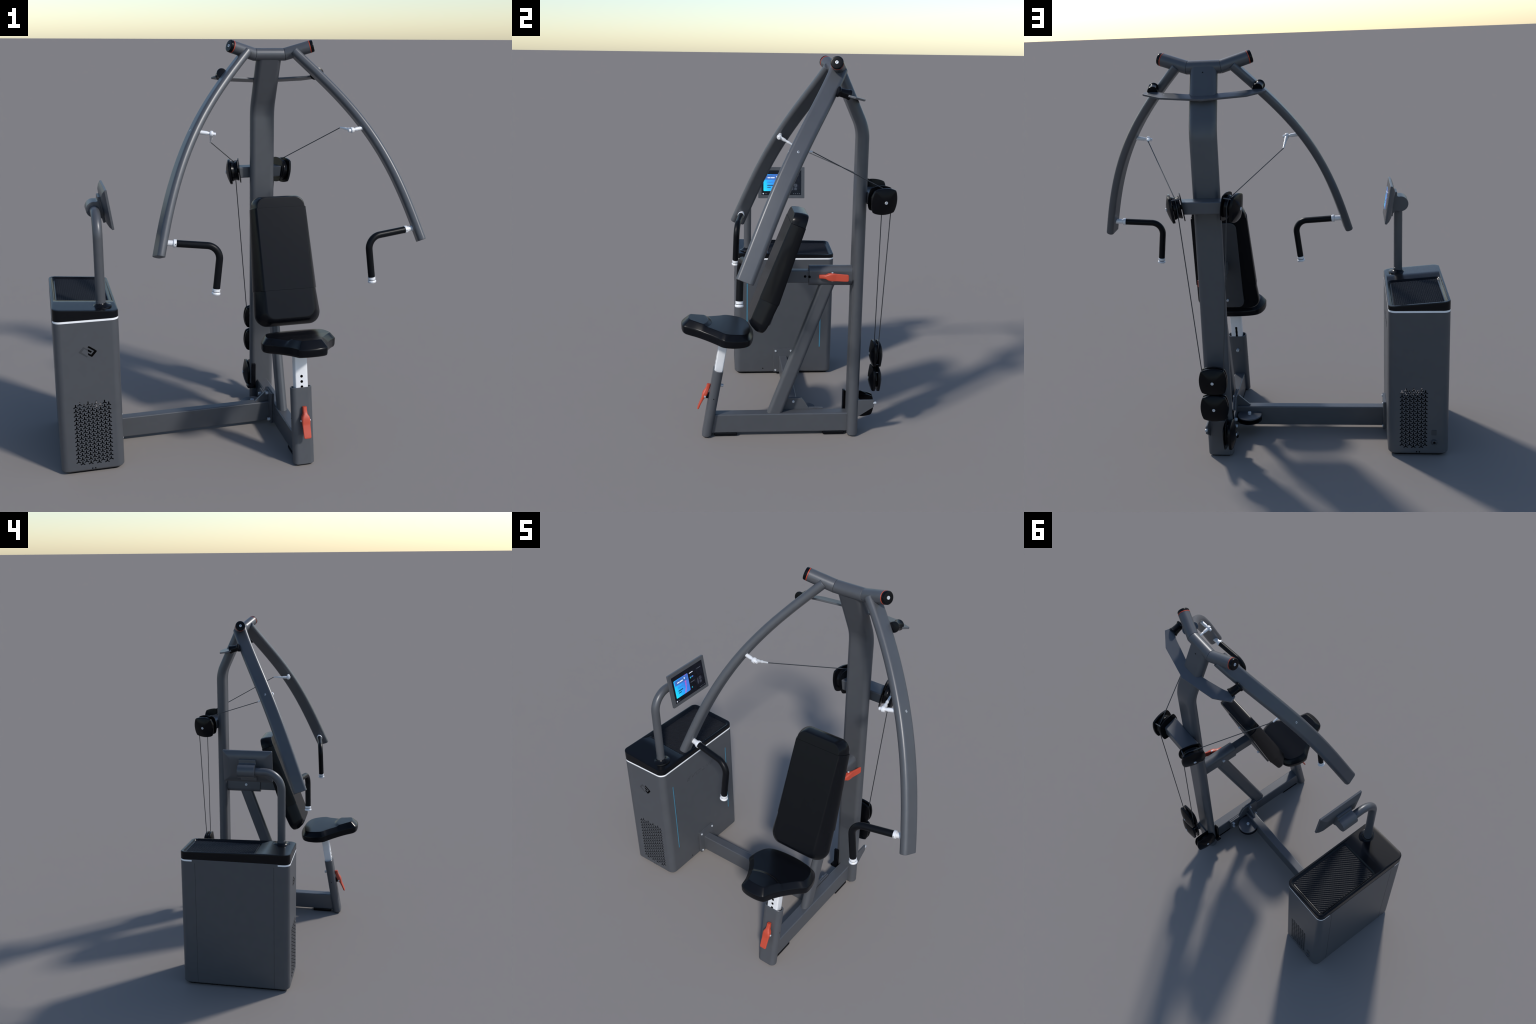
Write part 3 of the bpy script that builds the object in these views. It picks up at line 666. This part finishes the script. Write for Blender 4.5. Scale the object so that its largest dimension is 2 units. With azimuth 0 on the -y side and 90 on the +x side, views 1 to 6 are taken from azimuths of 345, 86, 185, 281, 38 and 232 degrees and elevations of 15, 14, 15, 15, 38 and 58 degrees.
# ------------------------------------------------------------------ display on its pole
PXc, PYc = -0.686, -0.161
pole = sweep("display_pole", fillet([(PXc, PYc, 0.800), (PXc, PYc, 1.226), (PXc, 0.0, 1.226)], 0.100, 16), (1, 0, 0), csec(0.0226, 32), GREY, None, 0.001)
lathe("pole_sleeve", [(0.0226, 0), (0.0233, 0.0005), (0.0233, 0.024), (0.0226, 0.0245)], (PXc, PYc, 0.806), (0, 0, 1), GREY, pole)
tilt = V((-0.083, 0, 1)).normalized()
lathe("pole_flange", [(0.050, -0.004), (0.0485, 0.0005), (0.040, 0.003), (0.031, 0.008), (0.027, 0.013), (0.0255, 0.016), (0.020, 0.016)], (PXc, PYc, lid_z(PXc, PYc) - 0.0005), tilt, LID, pole, n=36)
for a in (250, 330): lathe("pole_screw", [(0.003, 0), (0.003, 0.0006)], (PXc + 0.0233 * math.cos(math.radians(a)), PYc + 0.0233 * math.sin(math.radians(a)), 0.819), (math.cos(math.radians(a)), math.sin(math.radians(a)), 0), HOLE, pole, n=10)
# mount hood: rounded around the pole end, running to the back of the display
hood = [(0.0, 0.036)]
hp = []
for k in range(13):
    a = math.radians(75 + 190 * k / 12); hp.append((PXc + 0.038 * math.cos(a), 1.228 + 0.038 * math.sin(a)))
hp += [(-0.662, 1.192), (-0.645, 1.178), (-0.632, 1.178), (-0.650, 1.288), (-0.668, 1.288), (-0.668, 1.268)]
prism("display_mount", hp, XZ @ T(0, 0, -0.012), 0.098, GREY, pole, 0.003)
# display: local frame u=+y, v=up along the tilted face, n=outward
sc = V((-0.6175, 0.0415, 1.2408)); sv = V((-0.0285, 0, 0.1875)).normalized(); su = V((0, 1, 0)); sn = su.cross(sv)
SM = axis_matrix(sc, sn, su)
def srings(prof): return [[SM @ V((a, b, h)) for a, b in rrect(0.2825 - 2 * i, 0.1895 - 2 * i, 0.004)] for i, h in prof]
disp = loft("display_housing", srings([(0.052, -0.030), (0.030, -0.0285), (0.012, -0.020), (0.003, -0.012), (0.0, -0.0105), (0.0, -0.001), (0.001, 0.0)]), GREY, pole)
prism("display_backplate", rrect(0.092, 0.118, 0.004), SM @ T(-0.009, -0.014, -0.040), 0.012, GREY, disp, 0.002)
DW, DH = 0.2425, 0.1505
prism("display_glass", rrect(DW, DH, 0.001), SM @ T(0, -0.0005, -0.0012), 0.0018, SCREEN, disp, 0)
def ui(name, u0, v0, u1, v1, lev, mat, r=0.002):
    """rectangle in display fractions (v measured from the top)"""
    w, h = (u1 - u0) * DW, (v1 - v0) * DH
    return prism(name, rrect(w, h, min(r, w * 0.45, h * 0.45), 4), SM @ T(((u0 + u1) / 2 - 0.5) * DW, (0.5 - (v0 + v1) / 2) * DH - 0.0005, 0.0006), 0.0002 * lev, mat, disp, 0, wn=False)
ui("screen_panel", 0.53, 0.16, 0.74, 0.48, 1, UIPANEL, 0.004); ui("screen_panel", 0.76, 0.16, 0.96, 0.48, 1, UIPANEL, 0.004); ui("screen_panel", 0.53, 0.52, 0.96, 0.835, 1, UIPANEL, 0.004)
ui("screen_card", 0.049, 0.16, 0.505, 0.835, 1, CARD, 0.005)
ui("screen_card_header", 0.075, 0.19, 0.48, 0.38, 2, UIHEAD, 0.003)
ui("screen_title", 0.15, 0.275, 0.225, 0.32, 3, UIWHITE); ui("screen_title", 0.235, 0.275, 0.33, 0.32, 3, UIWHITE)
ui("screen_icon", 0.37, 0.23, 0.40, 0.30, 3, UIWHITE, 0.001)
for k, (a, b) in enumerate(((0.14, 0.29), (0.14, 0.31))): ui("screen_text", a, 0.465 + 0.033 * k, b, 0.478 + 0.033 * k, 3, UIHEAD)
ui("screen_text", 0.14, 0.585, 0.29, 0.622, 3, UIDARK); ui("screen_text", 0.14, 0.668, 0.235, 0.70, 3, UIDARK)
ui("screen_text", 0.55, 0.20, 0.67, 0.225, 3, UIWHITE); ui("screen_icon", 0.555, 0.36, 0.59, 0.42, 3, UICYAN, 0.003); ui("screen_icon", 0.605, 0.36, 0.66, 0.405, 3, UIHEAD, 0.002)
ui("screen_text", 0.80, 0.20, 0.93, 0.218, 3, UIDIM)
ui("screen_text", 0.55, 0.555, 0.68, 0.578, 3, UIDIM); ui("screen_icon", 0.555, 0.745, 0.585, 0.79, 3, UICYAN, 0.003)
ui("screen_figure", 0.76, 0.56, 0.80, 0.80, 2, UIFIG, 0.004); ui("screen_figure", 0.82, 0.54, 0.90, 0.68, 2, UIFIG, 0.008); ui("screen_figure", 0.825, 0.69, 0.895, 0.80, 2, UIFIG, 0.005)
ui("screen_text", 0.03, 0.915, 0.055, 0.965, 1, UIWHITE, 0.001); ui("screen_text", 0.075, 0.935, 0.14, 0.95, 1, UIDIM)
for k in range(4): ui("screen_icon", 0.80 + 0.048 * k, 0.93, 0.82 + 0.048 * k, 0.955, 1, UIDIM, 0.001)
